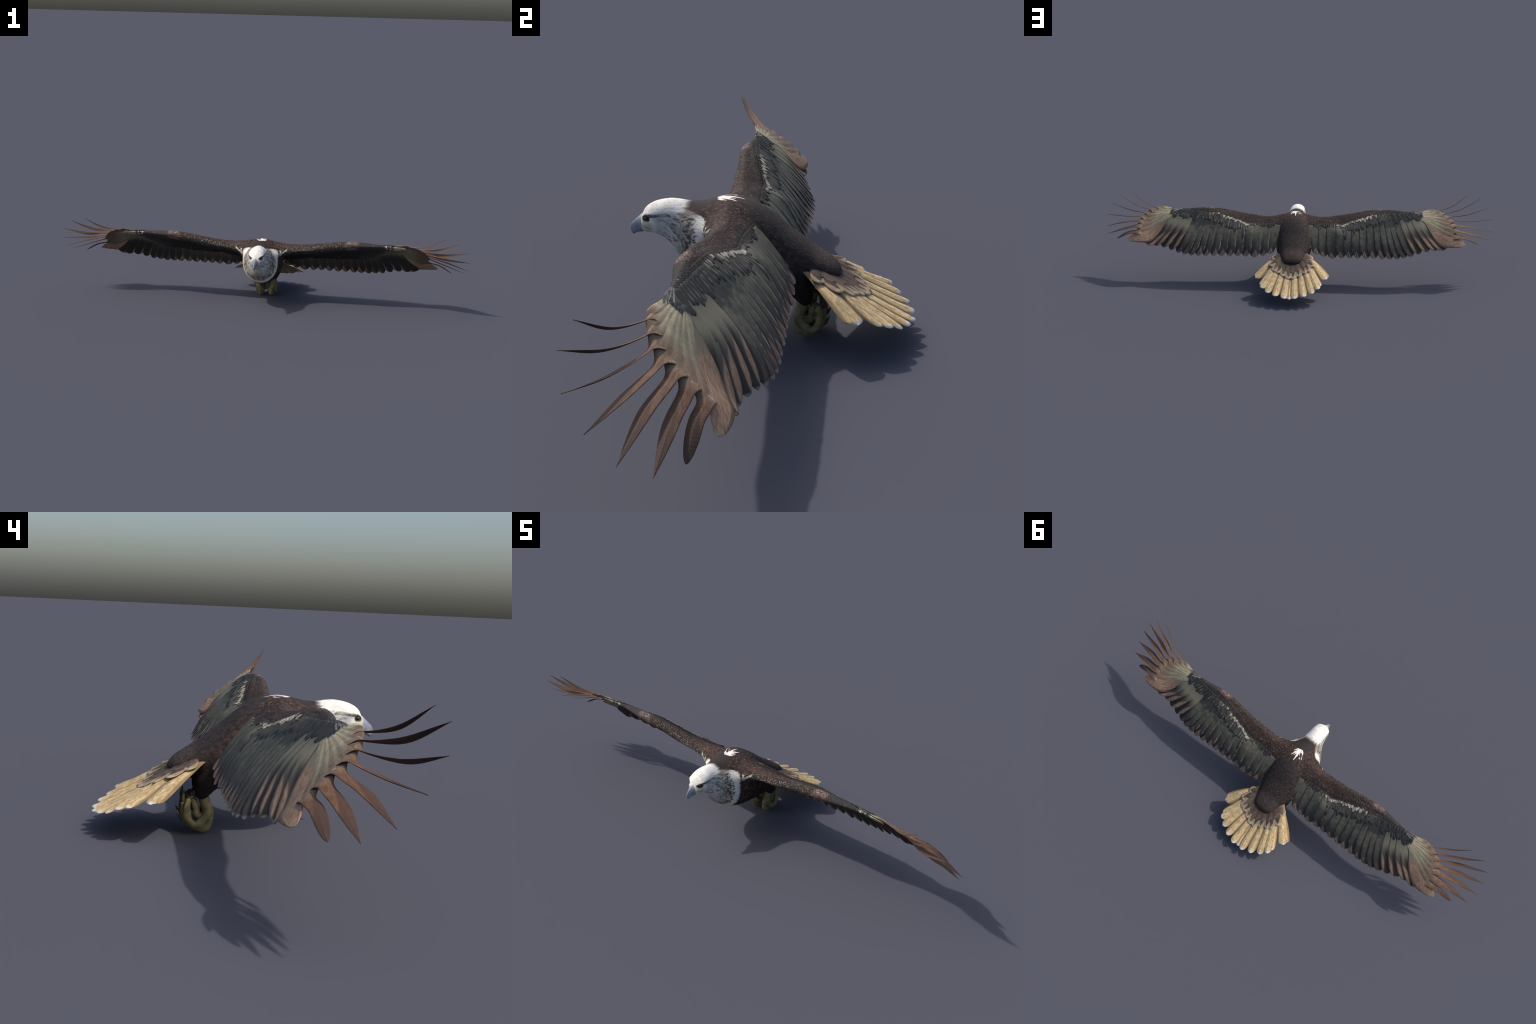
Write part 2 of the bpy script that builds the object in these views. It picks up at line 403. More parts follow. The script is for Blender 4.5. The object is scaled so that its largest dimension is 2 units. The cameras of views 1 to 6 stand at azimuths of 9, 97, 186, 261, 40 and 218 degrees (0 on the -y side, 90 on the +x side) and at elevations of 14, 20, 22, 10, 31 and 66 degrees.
def primary(frac):
    """long hand feather: pale olive vane up to the notch (frac), brown finger beyond it"""
    g = Graph("primary_vane", rough=.68, spec=.25)
    gx, gy, v, barb, rnd, along, blot = feather_coords(g)
    t = g.math('DIVIDE', g.add(gy, g.mul(g.sub(blot, .5), .07)), frac)
    py = g.sep(g.position())[1]
    c = g.mix(g.step(blot, .3, .7), (.30, .256, .163), (.45, .39, .258))
    c = g.mix(g.mul(g.step(py, -.102, -.072), .45), c, (.175, .160, .108))
    c = g.mix(g.step(t, .48, .86), c, g.mix(g.step(along, .3, .7), (.180, .120, .078), (.262, .180, .120)))
    c = g.mix(g.step(t, .14, .09), c, (.026, .029, .028))
    c = g.mix(g.mul(g.mul(g.step(gx, .40, .32), g.step(blot, .48, .60)), g.mul(g.band(t, .2, .9, .05), .35)), c, (.10, .082, .062))
    f = g.mix(g.step(along, .3, .7), (.098, .050, .030), (.155, .086, .053))
    f = g.mix(g.mul(g.step(gx, .54, .60), .7), f, (.062, .036, .028))
    f = g.mix(g.mul(g.step(gy, .72, .98), .75), f, (.052, .032, .026))
    c = g.mix(g.step(t, .90, 1.13), c, f)
    lip = g.mul(g.band(t, .93, 1.0, .02), g.step(g.abs(v), .16, .24))
    c = g.mix(g.mul(g.mul(lip, g.step(blot, .50, .58)), .8), c, (.48, .39, .32))
    ripple = g.wave(g.comb(gx, gy, 0.0), 16, 6, 3, 'Y', 2)
    g.bump(g.add(g.mul(ripple, .5), along), .35, .0011)
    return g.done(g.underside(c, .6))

def greater_covert():
    g = Graph("greater_covert_vane", rough=.75, spec=.2)
    gx, gy, v, barb, rnd, along, blot = feather_coords(g)
    wx = g.abs(g.sep(g.position())[0])
    c = g.mix(g.step(along, .3, .7), (.040, .038, .035), (.085, .078, .067))
    far = g.step(g.add(wx, g.mul(rnd, .06)), .44, .54)
    c = g.mix(g.mul(far, .8), c, (.020, .024, .025))
    c = g.mix(g.step(gy, .62, .90), c, (.020, .025, .026))
    edge = g.mul(g.step(g.abs(v), .26, .42), g.step(g.add(blot, g.mul(rnd, .12)), .46, .58))
    c = g.mix(g.mul(g.mul(edge, g.step(gy, .95, .75)), .75), c, (.25, .235, .20))
    g.bump(g.add(g.mul(barb, .3), along), .35, .0012)
    return g.done(c)
M["greater_covert"] = greater_covert()

def median_covert():
    g = Graph("median_covert_vane", rough=.78, spec=.2)
    gx, gy, v, barb, rnd, along, blot = feather_coords(g)
    wx = g.abs(g.sep(g.position())[0])
    pale = g.mul(g.step(g.add(wx, g.mul(rnd, .05)), .215, .27), g.step(g.add(wx, g.mul(rnd, .07)), .47, .40))
    c = g.mix(g.step(along, .3, .7), (.022, .020, .019), (.055, .047, .042))
    c = g.mix(g.mul(g.step(gy, .70, .9), g.step(g.add(blot, g.mul(rnd, .2)), .56, .68)), c, (.22, .20, .165))
    w = g.mix(g.step(along, .35, .62), (.19, .165, .125), (.52, .49, .385))
    w = g.mix(g.mul(g.step(rnd, .72, .8), .85), w, (.16, .125, .10))
    c = g.mix(g.mul(pale, g.step(gy, .30, .48)), c, w)
    g.bump(along, .3, .001)
    return g.done(c)
M["median_covert"] = median_covert()

def alula():
    g = Graph("alula_vane", rough=.75, spec=.2)
    gx, gy, v, barb, rnd, along, blot = feather_coords(g)
    c = g.mix(g.step(along, .35, .65), (.045, .042, .040), (.11, .10, .09))
    c = g.mix(g.mul(g.step(g.abs(g.sub(gx, .3)), .22, .08), g.step(along, .35, .5)), c, (.55, .50, .43))
    g.bump(along, .3, .001)
    return g.done(c)
M["alula"] = alula()

def tail_feather():
    g = Graph("tail_vane", rough=.7, spec=.25)
    gx, gy, v, barb, rnd, along, blot = feather_coords(g)
    av = g.abs(v)
    c = g.mix(g.step(along, .30, .70), (.39, .275, .13), (.72, .53, .29))
    c = g.mix(g.mul(g.step(blot, .52, .70), .6), c, (.35, .255, .125))
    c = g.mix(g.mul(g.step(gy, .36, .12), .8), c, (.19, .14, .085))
    seam = g.sub(g.add(av, g.mul(g.sub(along, .5), .16)), g.mad(gy, .26, .10))  # dark gaps between tail feathers painted along the vane sides
    c = g.mix(g.mul(g.step(seam, -.02, .10), .8), c, (.19, .125, .062))
    c = g.mix(g.mul(g.step(g.abs(g.add(v, g.mul(g.sub(blot, .5), .10))), .055, .02), g.mul(g.step(gy, .45, .8), g.step(along, .42, .55))), c, (.72, .58, .38))
    tip = g.step(g.add(gy, g.mul(g.sub(along, .5), .05)), .935, .99)
    c = g.mix(tip, c, (.74, .71, .65))
    g.bump(g.add(g.mul(barb, .4), along), .55, .0014)
    return g.done(c)
M["tail_feather"] = tail_feather()

def tail_covert(name, rim_k):
    g = Graph(name, rough=.75, spec=.2)
    gx, gy, v, barb, rnd, along, blot = feather_coords(g)
    av = g.abs(g.add(v, g.mul(g.sub(blot, .5), .22)))
    c = g.mix(g.step(along, .3, .7), (.055, .038, .032), (.095, .069, .056))
    c = g.mix(g.mul(g.step(rnd, .55, .85), .6), c, (.155, .115, .08))
    wedge = g.sub(av, g.sub(.46, g.mul(g.max(g.sub(gy, .42), 0.0), .88)))       # dark centre narrowing to a point
    rim = g.step(g.add(wedge, g.mul(g.sub(along, .5), .12)), -.02, .06)
    c = g.mix(g.mul(rim, rim_k), c, g.mix(g.step(gy, .82, .97), (.34, .245, .15), (.52, .43, .30)))
    g.bump(g.add(g.mul(barb, .3), along), .4, .0012)
    return g.done(c)
M["tail_covert"] = tail_covert("tail_covert_vane", .85)
M["short_covert"] = tail_covert("short_tail_covert_vane", .12)

def beak_mat():
    g = Graph("horn", rough=.32, spec=.5)
    x, y, z = g.sep(g.obj)
    n = g.noise(g.obj, 120, 3)
    c = g.mix(g.step(n, .35, .65), (.165, .18, .235), (.25, .265, .32))
    c = g.mix(g.mul(g.step(g.add(y, g.mul(z, .35)), -.222, -.209), .85), c, (.52, .54, .50))      # cere
    c = g.mix(g.step(z, .2475, .242), c, (.10, .11, .14))
    c = g.mix(g.mul(g.band(z, .2515, .2535, .0006), g.step(y, -.328, -.315)), c, (.07, .065, .06))
    g.bump(n, .15, .0008)
    return g.done(c)
M["beak"] = beak_mat()

def eye_mat():
    g = Graph("eye_gloss", rough=.08, spec=.6)
    x, y, z = g.sep(g.obj)
    r = g.math('SQRT', g.add(g.mul(y, y), g.mul(z, z)))
    return g.done(g.mix(g.step(r, .0030, .0036), (.004, .004, .004), (.045, .038, .015)))
M["eye"] = eye_mat()

def foot_mat():
    g = Graph("scaly_skin", rough=.6, spec=.3)
    n = g.noise(g.obj, 60, 3)
    d, c_ = g.voronoi(g.obj, 420, 'DISTANCE_TO_EDGE')
    c = g.mix(g.step(n, .35, .65), (.135, .122, .060), (.235, .195, .095))
    c = g.mix(g.mul(g.step(d, .08, .0), .35), c, (.05, .045, .025))
    g.bump(g.step(d, 0.0, .12), .3, .0008)
    return g.done(c)
M["foot"] = foot_mat()

def claw_mat():
    g = Graph("claw_horn", rough=.4, spec=.4)
    n = g.noise(g.obj, 150, 2)
    return g.done(g.mix(n, (.035, .033, .020), (.085, .075, .042)))
M["claw"] = claw_mat()
# ------------------------------------------------------------------ the thing
eagle = bpy.data.objects.new("eagle", None)
bpy.context.scene.collection.objects.link(eagle)
eagle["label"] = "white-headed brown eagle gliding with spread wings, tan fanned tail and curled feet"
eagle["category"] = "bird"

# ------------------------------------------------------------------ wing surface
# control points (x, y, z) of the upper wing surface, right-hand wing
crest_rows = [(0, -.100, .338), (.03, -.100, .337), (.06, -.098, .333), (.086, -.095, .3285), (.10, -.093, .3258), (.12, -.092, .3225), (.15, -.092, .3205), (.20, -.100, .3237), (.25, -.104, .3307),
              (.30, -.108, .3385), (.35, -.114, .3470), (.40, -.117, .3530), (.45, -.117, .3560),
              (.50, -.112, .3520), (.55, -.111, .3470), (.60, -.113, .3430), (.65, -.116, .3412), (.72, -.119, .3408)]
tip_rows = [(.854, .008, .209), (.765, .018, .199), (.720, .016, .187), (.674, .029, .182), (.632, .041, .173),
            (.593, .052, .160), (.558, .061, .156), (.523, .064, .151), (.486, .066, .151), (.448, .065, .150),
            (.406, .066, .152), (.367, .065, .151), (.323, .064, .151), (.283, .063, .153), (.243, .062, .151),
            (.198, .066, .149), (.154, .063, .156), (.119, .062, .169), (.099, .045, .192)]
mid_points = [(.093, -.029, .283), (.234, -.035, .283), (.391, -.074, .327), (.478, -.071, .316), (.516, -.073, .316),
              (.326, .037, .203), (.358, .030, .205), (.396, .035, .200), (.422, .027, .212), (.456, .026, .216),
              (.485, .015, .225), (.569, -.004, .249), (.596, -.014, .257), (.624, -.022, .266), (.222, .004, .262),
              (.198, .018, .232), (.644, -.033, .275), (.712, -.116, .338), (.740, -.113, .335), (.768, -.108, .327),
              (.787, -.096, .314), (.805, -.076, .297), (.812, -.050, .277), (.818, -.020, .248),
              (.03, -.030, .285), (.03, .020, .225), (.03, .064, .166), (.10, .020, .228)]
wing_top = thin_plate(crest_rows + tip_rows + mid_points, 2e-5)

crest_y, crest_z = table(crest_rows)
front_y, front_z = table([(0, -.160, .285), (.03, -.160, .285), (.06, -.158, .284), (.10, -.147, .284), (.13, -.135, .286), (.16, -.128, .291), (.20, -.128, .297), (.25, -.129, .303), (.30, -.129, .314),
                          (.35, -.131, .325), (.40, -.135, .332), (.45, -.138, .338), (.50, -.131, .337), (.55, -.124, .337),
                          (.60, -.1195, .337), (.65, -.121, .337), (.72, -.122, .338)])
low_y, low_z = table([(0, -.13, .20), (.03, -.13, .20), (.06, -.128, .225), (.10, -.120, .252), (.13, -.114, .267), (.16, -.112, .276), (.20, -.115, .281), (.25, -.116, .286), (.30, -.118, .294),
                      (.35, -.120, .303), (.40, -.125, .311), (.45, -.128, .320), (.50, -.122, .325), (.55, -.117, .328),
                      (.60, -.114, .331), (.65, -.116, .333), (.72, -.120, .3365)])
cover_y, = table([(0, -.028), (.03, -.028), (.093, -.029), (.165, -.036), (.234, -.037), (.30, -.052), (.391, -.074), (.45, -.084), (.52, -.092), (.602, -.105), (.649, -.112), (.72, -.115)])
trail_y, = table([(0, .063), (.03, .063), (.12, .064), (.20, .064), (.40, .065), (.56, .058), (.63, .040), (.72, .02)])
thick, = table([(0, .075), (.03, .075), (.10, .045), (.20, .034), (.30, .028), (.40, .024), (.50, .018), (.60, .010), (.72, .003)])

def wing_section(x, n=16):
    yc, zc = float(crest_y(x)), float(crest_z(x))
    cov = float(cover_y(x))
    end = cov + (.52 if x < .45 else .52 - .50 * sstep(x, .47, .70)) * (float(trail_y(x)) - cov)
    ys = np.linspace(end, yc, n)
    zs = wing_top(np.full(n, x), ys)
    zs = zs + .0035 * np.exp(-((ys - cov + .012) / .016) ** 2) - .0045 * sstep(ys, cov - .004, cov + .008)
    top = np.stack([np.full(n, x), ys, zs], 1)
    fr = catmull([(x, yc, zs[-1]), (x, float(front_y(x)), float(front_z(x))), (x, float(low_y(x)), float(low_z(x)))], 9)[1:]
    t0 = float(thick(x))
    yb = np.linspace(float(low_y(x)), end, n + 1)[1:]
    s = np.linspace(0, 1, n + 1)[1:]
    zt = wing_top(np.full(n, x), yb)
    drop = float(wing_top(x, float(low_y(x)))) - float(low_z(x))
    th = (1 - s) ** 1.5 * drop + (1 - (1 - s) ** 1.5) * (t0 * (1 - s) + .0125 * s + .004)
    bot = np.stack([np.full(n, x), yb, zt - th], 1)
    return np.vstack([top, fr, bot])

# ------------------------------------------------------------------ torso profile
# y : top z, bottom z, half width, height of the widest level
torso_rows = [(-.3115, .2870, .2520, .0120, .270), (-.309, .2925, .2480, .0175, .270), (-.302, .3062, .2470, .0250, .277), (-.292, .3150, .2468, .0315, .284), (-.277, .3225, .2440, .0365, .291),
              (-.257, .3275, .2350, .0395, .292), (-.237, .3300, .2140, .0430, .282), (-.217, .3287, .1820, .0510, .264),
              (-.195, .3258, .1600, .0660, .250), (-.170, .3262, .1410, .0800, .240), (-.140, .3325, .1230, .0890, .234), (-.100, .3380, .1100, .0945, .230),
              (-.050, .3270, .1030, .0950, .222), (.000, .2960, .1010, .0920, .205), (.040, .2610, .1050, .0850, .190),
              (.075, .2340, .1150, .0730, .180), (.100, .2150, .1280, .0640, .176), (.125, .1990, .1360, .0560, .170),
              (.145, .1845, .1400, .0470, .164), (.157, .1710, .1440, .0360, .158), (.162, .1620, .1480, .0200, .155)]
tp_top, tp_bot, tp_hw, tp_mid = table(torso_rows)

def torso_ring(y, n=40):
    zt, zb, w, zm = (float(f(y)) for f in (tp_top, tp_bot, tp_hw, tp_mid))
    a = np.linspace(0, 2 * np.pi, n, endpoint=False)
    c, s = np.cos(a), np.sin(a)
    p = np.where(s > 0, 1 + .30 * float(np.exp(-((y + .19) / .03) ** 2)) - .15 * float(sstep(y, -.15, -.1)), .92)
    x = w * np.sign(c) * np.abs(c) ** p
    z = np.where(s > 0, zm + (zt - zm) * np.abs(s), zm - (zm - zb) * np.abs(s))
    return np.stack([x, np.full(n, y), z], 1)

parts = []
ys = np.r_[np.linspace(-.3115, -.29, 8), np.linspace(-.286, .14, 56), np.linspace(.144, .162, 8)]
parts.append(loft([torso_ring(y) for y in ys]))
xs = np.r_[np.linspace(.002, .05, 6), np.linspace(.06, .702, 66)]
wv, wf = loft([wing_section(x) for x in xs])
parts.append((wv, [tuple(reversed(f)) for f in wf]))
parts.append(([(-x, y, z) for x, y, z in wv], wf))
for sx in (1, -1):   # feathered thighs
    path = catmull([(.043 * sx, .030, .175), (.042 * sx, .055, .150), (.041 * sx, .072, .122), (.039 * sx, .079, .098), (.0375 * sx, .078, .088)], 14)
    rad = np.interp(np.linspace(0, 1, 14), [0, .3, .6, .85, 1], [.032, .036, .031, .021, .013])
    parts.append(tube(path, rad, 20))

bm = bmesh.new()
for V, F in parts:
    vs = [bm.verts.new(v) for v in V]
    for f in F:
        bm.faces.new([vs[i] for i in f])
bmesh.ops.recalc_face_normals(bm, faces=bm.faces)
me = bpy.data.meshes.new("body"); bm.to_mesh(me); bm.free()
body = bpy.data.objects.new("body", me)
bpy.context.scene.collection.objects.link(body)
md = body.modifiers.new("r", 'REMESH'); md.mode = 'VOXEL'; md.voxel_size = .0028
deps = bpy.context.evaluated_depsgraph_get()
me2 = bpy.data.meshes.new_from_object(body.evaluated_get(deps))
bpy.data.objects.remove(body)

nv = len(me2.vertices)
co = np.zeros(nv * 3); me2.vertices.foreach_get("co", co); co = co.reshape(-1, 3)
ed = np.zeros(len(me2.edges) * 2, int); me2.edges.foreach_get("vertices", ed); ed = ed.reshape(-1, 2)
deg = np.bincount(ed.ravel(), minlength=nv).astype(float)
def relax(c, lam):
    acc = np.stack([np.bincount(ed[:, 0], c[ed[:, 1], k], nv) + np.bincount(ed[:, 1], c[ed[:, 0], k], nv) for k in range(3)], 1)
    return c + lam * (acc / deg[:, None] - c)
for _ in range(9):           # low-pass without shrinking
    co = relax(co, .55); co = relax(co, -.565)
# extra blending where wing and torso meet
blend = sstep(np.abs(co[:, 0]), .17, .11) * sstep(co[:, 1], -.20, -.17) * sstep(co[:, 1], .0, -.05) * sstep(co[:, 2], .20, .25)
for _ in range(110):
    co = co + blend[:, None] * (relax(co, .5) - co)

# soften the ridge line along the top of the arm
crest_w = np.exp(-((co[:, 1] - crest_y(np.abs(co[:, 0]))) / .020) ** 2) * sstep(np.abs(co[:, 0]), .05, .10) * sstep(co[:, 2], .29, .30)
for _ in range(36):
    co = co + crest_w[:, None] * (relax(co, .5) - co)

# face sculpting: brow ridge over a sunken eye, cheeks, nape groove
def bump(center, radius, amount, direction):
    c = np.array(center); r = np.array(radius); d = np.array(direction, float); d /= np.linalg.norm(d)
    for sx in (1, -1):
        m = np.array([sx, 1, 1])
        w = np.exp(-(((co - c * m) / r) ** 2).sum(1))
        co[:] = co + amount * w[:, None] * (d * m)
bump((.026, -.292, .299), (.008, .014, .0045), .0035, (1, -.15, .1))
bump((.029, -.294, .2875), (.007, .008, .006), -.0045, (1, -.3, .1))
bump((.030, -.275, .285), (.01, .02, .006), -.002, (1, 0, 0))
me2.vertices.foreach_set("co", co.ravel()); me2.update()
me2.polygons.foreach_set("use_smooth", [True] * len(me2.polygons))
vn = np.zeros(nv * 3); me2.vertices.foreach_get("normal", vn); vn = vn.reshape(-1, 3)

# split the one skin by region into named parts that share border and normals
nf = len(me2.polygons)
fc = np.zeros(nf * 3); me2.polygons.foreach_get("center", fc); fc = fc.reshape(-1, 3)
ax = np.abs(fc[:, 0])
reg = np.zeros(nf, int)                                       # torso
reg[(fc[:, 1] < -.205 + .35 * (fc[:, 2] - .27))] = 1          # head
wing_mask = (ax > .096) & (fc[:, 2] > .165)
reg[wing_mask & (fc[:, 0] > 0)] = 2
reg[wing_mask & (fc[:, 0] < 0)] = 3
thigh = (fc[:, 2] < .128) & (fc[:, 1] > .03) & (ax > .012)
reg[thigh & (fc[:, 0] > 0)] = 4
reg[thigh & (fc[:, 0] < 0)] = 5
polys = [tuple(p.vertices) for p in me2.polygons]
SKIN = {}
for r, nm in [(0, "torso"), (1, "head"), (2, "wing"), (3, "wing"), (4, "thigh"), (5, "thigh")]:
    idx = np.nonzero(reg == r)[0]
    used = np.unique(np.concatenate([polys[i] for i in idx]))
    remap = -np.ones(nv, int); remap[used] = np.arange(len(used))
    ob = new_obj(nm, co[used], [tuple(int(remap[v]) for v in polys[i]) for i in idx], M["plumage"], eagle)
    ob.data.normals_split_custom_set_from_vertices([tuple(n) for n in vn[used]])
    SKIN[r] = ob
bpy.data.meshes.remove(me2)
torso, head, wing_a, wing_b, thigh_a, thigh_b = (SKIN[i] for i in range(6))

# ------------------------------------------------------------------ beak, eyes
def build_beak():
    top_z, bot_z, hw = table([(-.341, .2590, .2535, .0016), (-.3395, .2640, .2475, .0030), (-.337, .2678, .2435, .0044), (-.334, .2712, .2408, .0056), (-.330, .2755, .2428, .0072),
                              (-.325, .2800, .2448, .0092), (-.318, .2860, .2466, .0120), (-.311, .2920, .2476, .0152), (-.302, .2985, .2485, .0180), (-.296, .300, .250, .019)])
    rings = []
    for y in np.r_[np.linspace(-.341, -.334, 8), np.linspace(-.332, -.296, 18)]:
        zt, zb, w = float(top_z(y)), float(bot_z(y)), float(hw(y))
        a = np.linspace(0, 2 * np.pi, 28, endpoint=False)
        c, s = np.cos(a), np.sin(a)
        zm = zb + .36 * (zt - zb)
        x = w * np.sign(c) * np.abs(c) ** np.where(s > 0, 1.25, .8)
        z = np.where(s > 0, zm + (zt - zm) * s, zm + (zm - zb) * s)
        # mouth slit: a groove running back along the side
        g = np.exp(-((z - (zb + .24 * (zt - zb))) / .0011) ** 2) * sstep(y, -.331, -.322)
        x = x * (1 - .10 * g)
        rings.append(np.stack([x, np.full(28, y), z], 1))
    V, F = loft(rings)
    return new_obj("beak", V, F, M["beak"], head)
beak = build_beak()

def build_eye(sx):
    bmx = bmesh.new()
    bmesh.ops.create_uvsphere(bmx, u_segments=20, v_segments=14, radius=.0062)
    m = bpy.data.meshes.new("eye"); bmx.to_mesh(m); bmx.free()
    m.polygons.foreach_set("use_smooth", [True] * len(m.polygons))
    m.materials.append(M["eye"])
    ob = bpy.data.objects.new("eye", m); bpy.context.scene.collection.objects.link(ob)
    ob.location = (.0213 * sx, -.2945, .2870); ob.parent = head
    return ob
for sx in (1, -1):
    build_eye(sx)

# ------------------------------------------------------------------ feathers
def feather_mesh(name, center, lateral, normal, half_w, thickness, camber=0.0, ridge=.0008, nu=26, nv_=9, mat=None, project=None, tilt=0.0, lift=0.0, curl=0.0, dome=1.0, project_w=None):
    """A vane as a closed, thin, cambered solid.
    center (k,3) path, lateral (k,3) unit vectors toward the outer vane, half_w(t) -> (inner, outer) half widths"""
    C = np.array(center); k = len(C)
    t = np.linspace(0, 1, k)
    tt = 1 - (1 - t) ** 1.55                       # more rings toward the tip
    def resample(A):
        A = np.array(A, float)
        return np.stack([np.interp(tt, t, A[:, c]) for c in range(3)], 1)
    C, lateral, normal = resample(C), resample(lateral), resample(normal)
    pw = np.ones(k) if project_w is None else np.interp(tt, t, project_w)
    t = tt
    wi, wo = half_w(t)
    v = np.linspace(-1, 1, nv_)
    top = np.zeros((k, nv_, 3)); bot = np.zeros((k, nv_, 3))
    for i in range(k):
        w = np.where(v < 0, wi[i], wo[i])
        P = C[i] + (v * w)[:, None] * lateral[i]
        N = normal[i]
        if project is not None:
            P[:, 2] += pw[i] * (project(P[:, 0], P[:, 1]) - P[:, 2])
        edge = 1 - np.abs(v) ** 2.2
        thin = min(1.0, .12 + 1.4 * w.max() / max(wi.max(), wo.max()))
        tk = .3 + .7 * float(sstep(t[i], .3, .75))
        h = lift - tk * tilt * v * (w / max(wi.max(), 1e-6)) - camber * (v ** 2) * (w / max(wi.max(), 1e-6)) + ridge * np.exp(-(v / .13) ** 2) + curl * t[i] ** 3
        top[i] = P + (h + thickness * .5 * (dome * edge + (1 - dome)) * thin)[:, None] * N
        bot[i] = P + (h - thickness * .5 * edge * thin - .0003)[:, None] * N
    V = np.concatenate([top.reshape(-1, 3), bot.reshape(-1, 3)])
    F = []; off = k * nv_
    for i in range(k - 1):
        for j in range(nv_ - 1):
            a = i * nv_ + j
            F.append((a, a + 1, a + nv_ + 1, a + nv_))
            F.append((off + a, off + a + nv_, off + a + nv_ + 1, off + a + 1))
    for i in range(k - 1):
        for j in (0, nv_ - 1):
            a = i * nv_ + j
            q = (a, a + nv_, off + a + nv_, off + a)
            F.append(q if j == 0 else q[::-1])
    for i in (0, k - 1):
        for j in range(nv_ - 1):
            a = i * nv_ + j
            q = (a, a + 1, off + a + 1, off + a)
            F.append(q[::-1] if i == 0 else q)
    # own frame: x across the vane, y along it, z out of it; so Generated runs root -> tip
    o = C[0]; ey = C[-1] - C[0]; ey = ey / np.linalg.norm(ey)
    ez = normal[k // 2] - ey * (normal[k // 2] @ ey); ez /= np.linalg.norm(ez)
    ex = np.cross(ey, ez)
    flip = ex @ lateral[k // 2] < 0
    R = np.stack([ex, ey, ez], 1)
    L = (V - o) @ R
    me = bpy.data.meshes.new(name)
    me.from_pydata([tuple(p) for p in L], [], F); me.update()
    me.polygons.foreach_set("use_smooth", [True] * len(me.polygons))
    bmx = bmesh.new(); bmx.from_mesh(me); bmesh.ops.recalc_face_normals(bmx, faces=bmx.faces); bmx.to_mesh(me); bmx.free()
    if mat: me.materials.append(mat)
    MW = Matrix.Identity(4)
    for a in range(3):
        for b in range(3):
            MW[a][b] = R[a, b]
        MW[a][3] = o[a]
    return me, MW

def put_pair(name, me, mw, parents):
    """the same feather on both wings, mirrored"""
    for i, par in enumerate(parents):
        ob = bpy.data.objects.new(name, me)
        bpy.context.scene.collection.objects.link(ob)
        ob.parent = par
        ob.matrix_world = mw if i == 0 else MIRROR @ mw
WINGS = (wing_a, wing_b)

def round_tip(base, full, tip=.12, taper=.25, p=.5):
    """half width that opens from the quill and closes in a round tip"""
    def f(t):
        w = base + (full - base) * sstep(t, 0, taper)
        s = np.clip((t - (1 - tip)) / tip, 0, 1)
        w = w * np.maximum(1 - s ** 2, 0) ** p
        w = np.maximum(w, .0006)
        return w, w
    return f

def on_wing(root, tip, n, bow=0.0):
    """plan-view path on the wing surface"""
    a, b = np.array(root[:2]), np.array(tip[:2])
    t = np.linspace(0, 1, n)[:, None]
    d = b - a; q = np.array([-d[1], d[0]])
    p = a + d * t + q * bow * 4 * t * (1 - t)
    z = wing_top(p[:, 0], p[:, 1])
    return np.column_stack([p, z])

def wing_frames(P, outward=(1, 0)):
    T = np.gradient(P, axis=0); T /= np.linalg.norm(T, axis=1)[:, None]
    e = .004
    gx = (wing_top(P[:, 0] + e, P[:, 1]) - wing_top(P[:, 0] - e, P[:, 1])) / (2 * e)
    gy = (wing_top(P[:, 0], P[:, 1] + e) - wing_top(P[:, 0], P[:, 1] - e)) / (2 * e)
    N = np.stack([-gx, -gy, np.ones_like(gx)], 1); N /= np.linalg.norm(N, axis=1)[:, None]
    Lt = np.cross(T, N); Lt /= np.linalg.norm(Lt, axis=1)[:, None]
    if Lt[len(P) // 2] @ np.array([*outward, 0]) < 0:
        Lt = -Lt
    return Lt, N

# flight feathers: tips along the trailing edge, roots under the cover line
root_x = [.615, .597, .578, .557, .533, .506, .483, .463, .440, .414, .382, .350, .310, .270, .230, .186, .142, .110, .088]
tips = np.array(tip_rows)
for i, ((tx, ty, tz), rx) in enumerate(zip(tip_rows, root_x)):
    ry = float(cover_y(rx)) + (.004 if i < 10 else -.006)
    P = on_wing((rx, ry), (tx, ty), 30, bow=.06 if i < 6 else (.03 if i < 12 else 0))
    P = P + (P[-1] - P[-2]) * np.linspace(0, .15, 30)[:, None] ** 4
    Lt, N = wing_frames(P)
    gap = abs(tips[max(i - 1, 0)][0] - tips[min(i + 1, 18)][0]) / (2 if 0 < i < 18 else 1)
    w = .031 if i == 0 else .026 if i == 1 else min(max(.0255, .60 * gap + .002), .031)
    if i == 0:
        def hw(t):
            s = np.clip((t - .66) / .34, 0, 1)
            wi = (.012 + .039 * sstep(t, .15, .68)) * np.maximum(1 - s ** 1.7, 0) ** .75
            wo = (.010 + .006 * sstep(t, .1, .5)) * np.maximum(1 - np.clip((t - .86) / .14, 0, 1) ** 2, 0) ** .5
            return np.maximum(wi, .0006), np.maximum(wo, .0006)
    else:
        hw = round_tip(.014 if i < 6 else .86 * w, w, tip=.22, taper=.5, p=.56)
    lift = .0022 + (.0016 if i == 0 else 0)
    me, mw = feather_mesh("flight_feather", P, Lt, N, hw, .0030, camber=.0002, ridge=.0004, nu=30, project=wing_top, dome=.15,
                          tilt=(.0019 if i < 11 else .0014) if i else .001, lift=lift, mat=M["broad_primary" if i == 0 else "outer_primary" if i < 5 else "secondary"])
    put_pair("flight_feather", me, mw, WINGS)

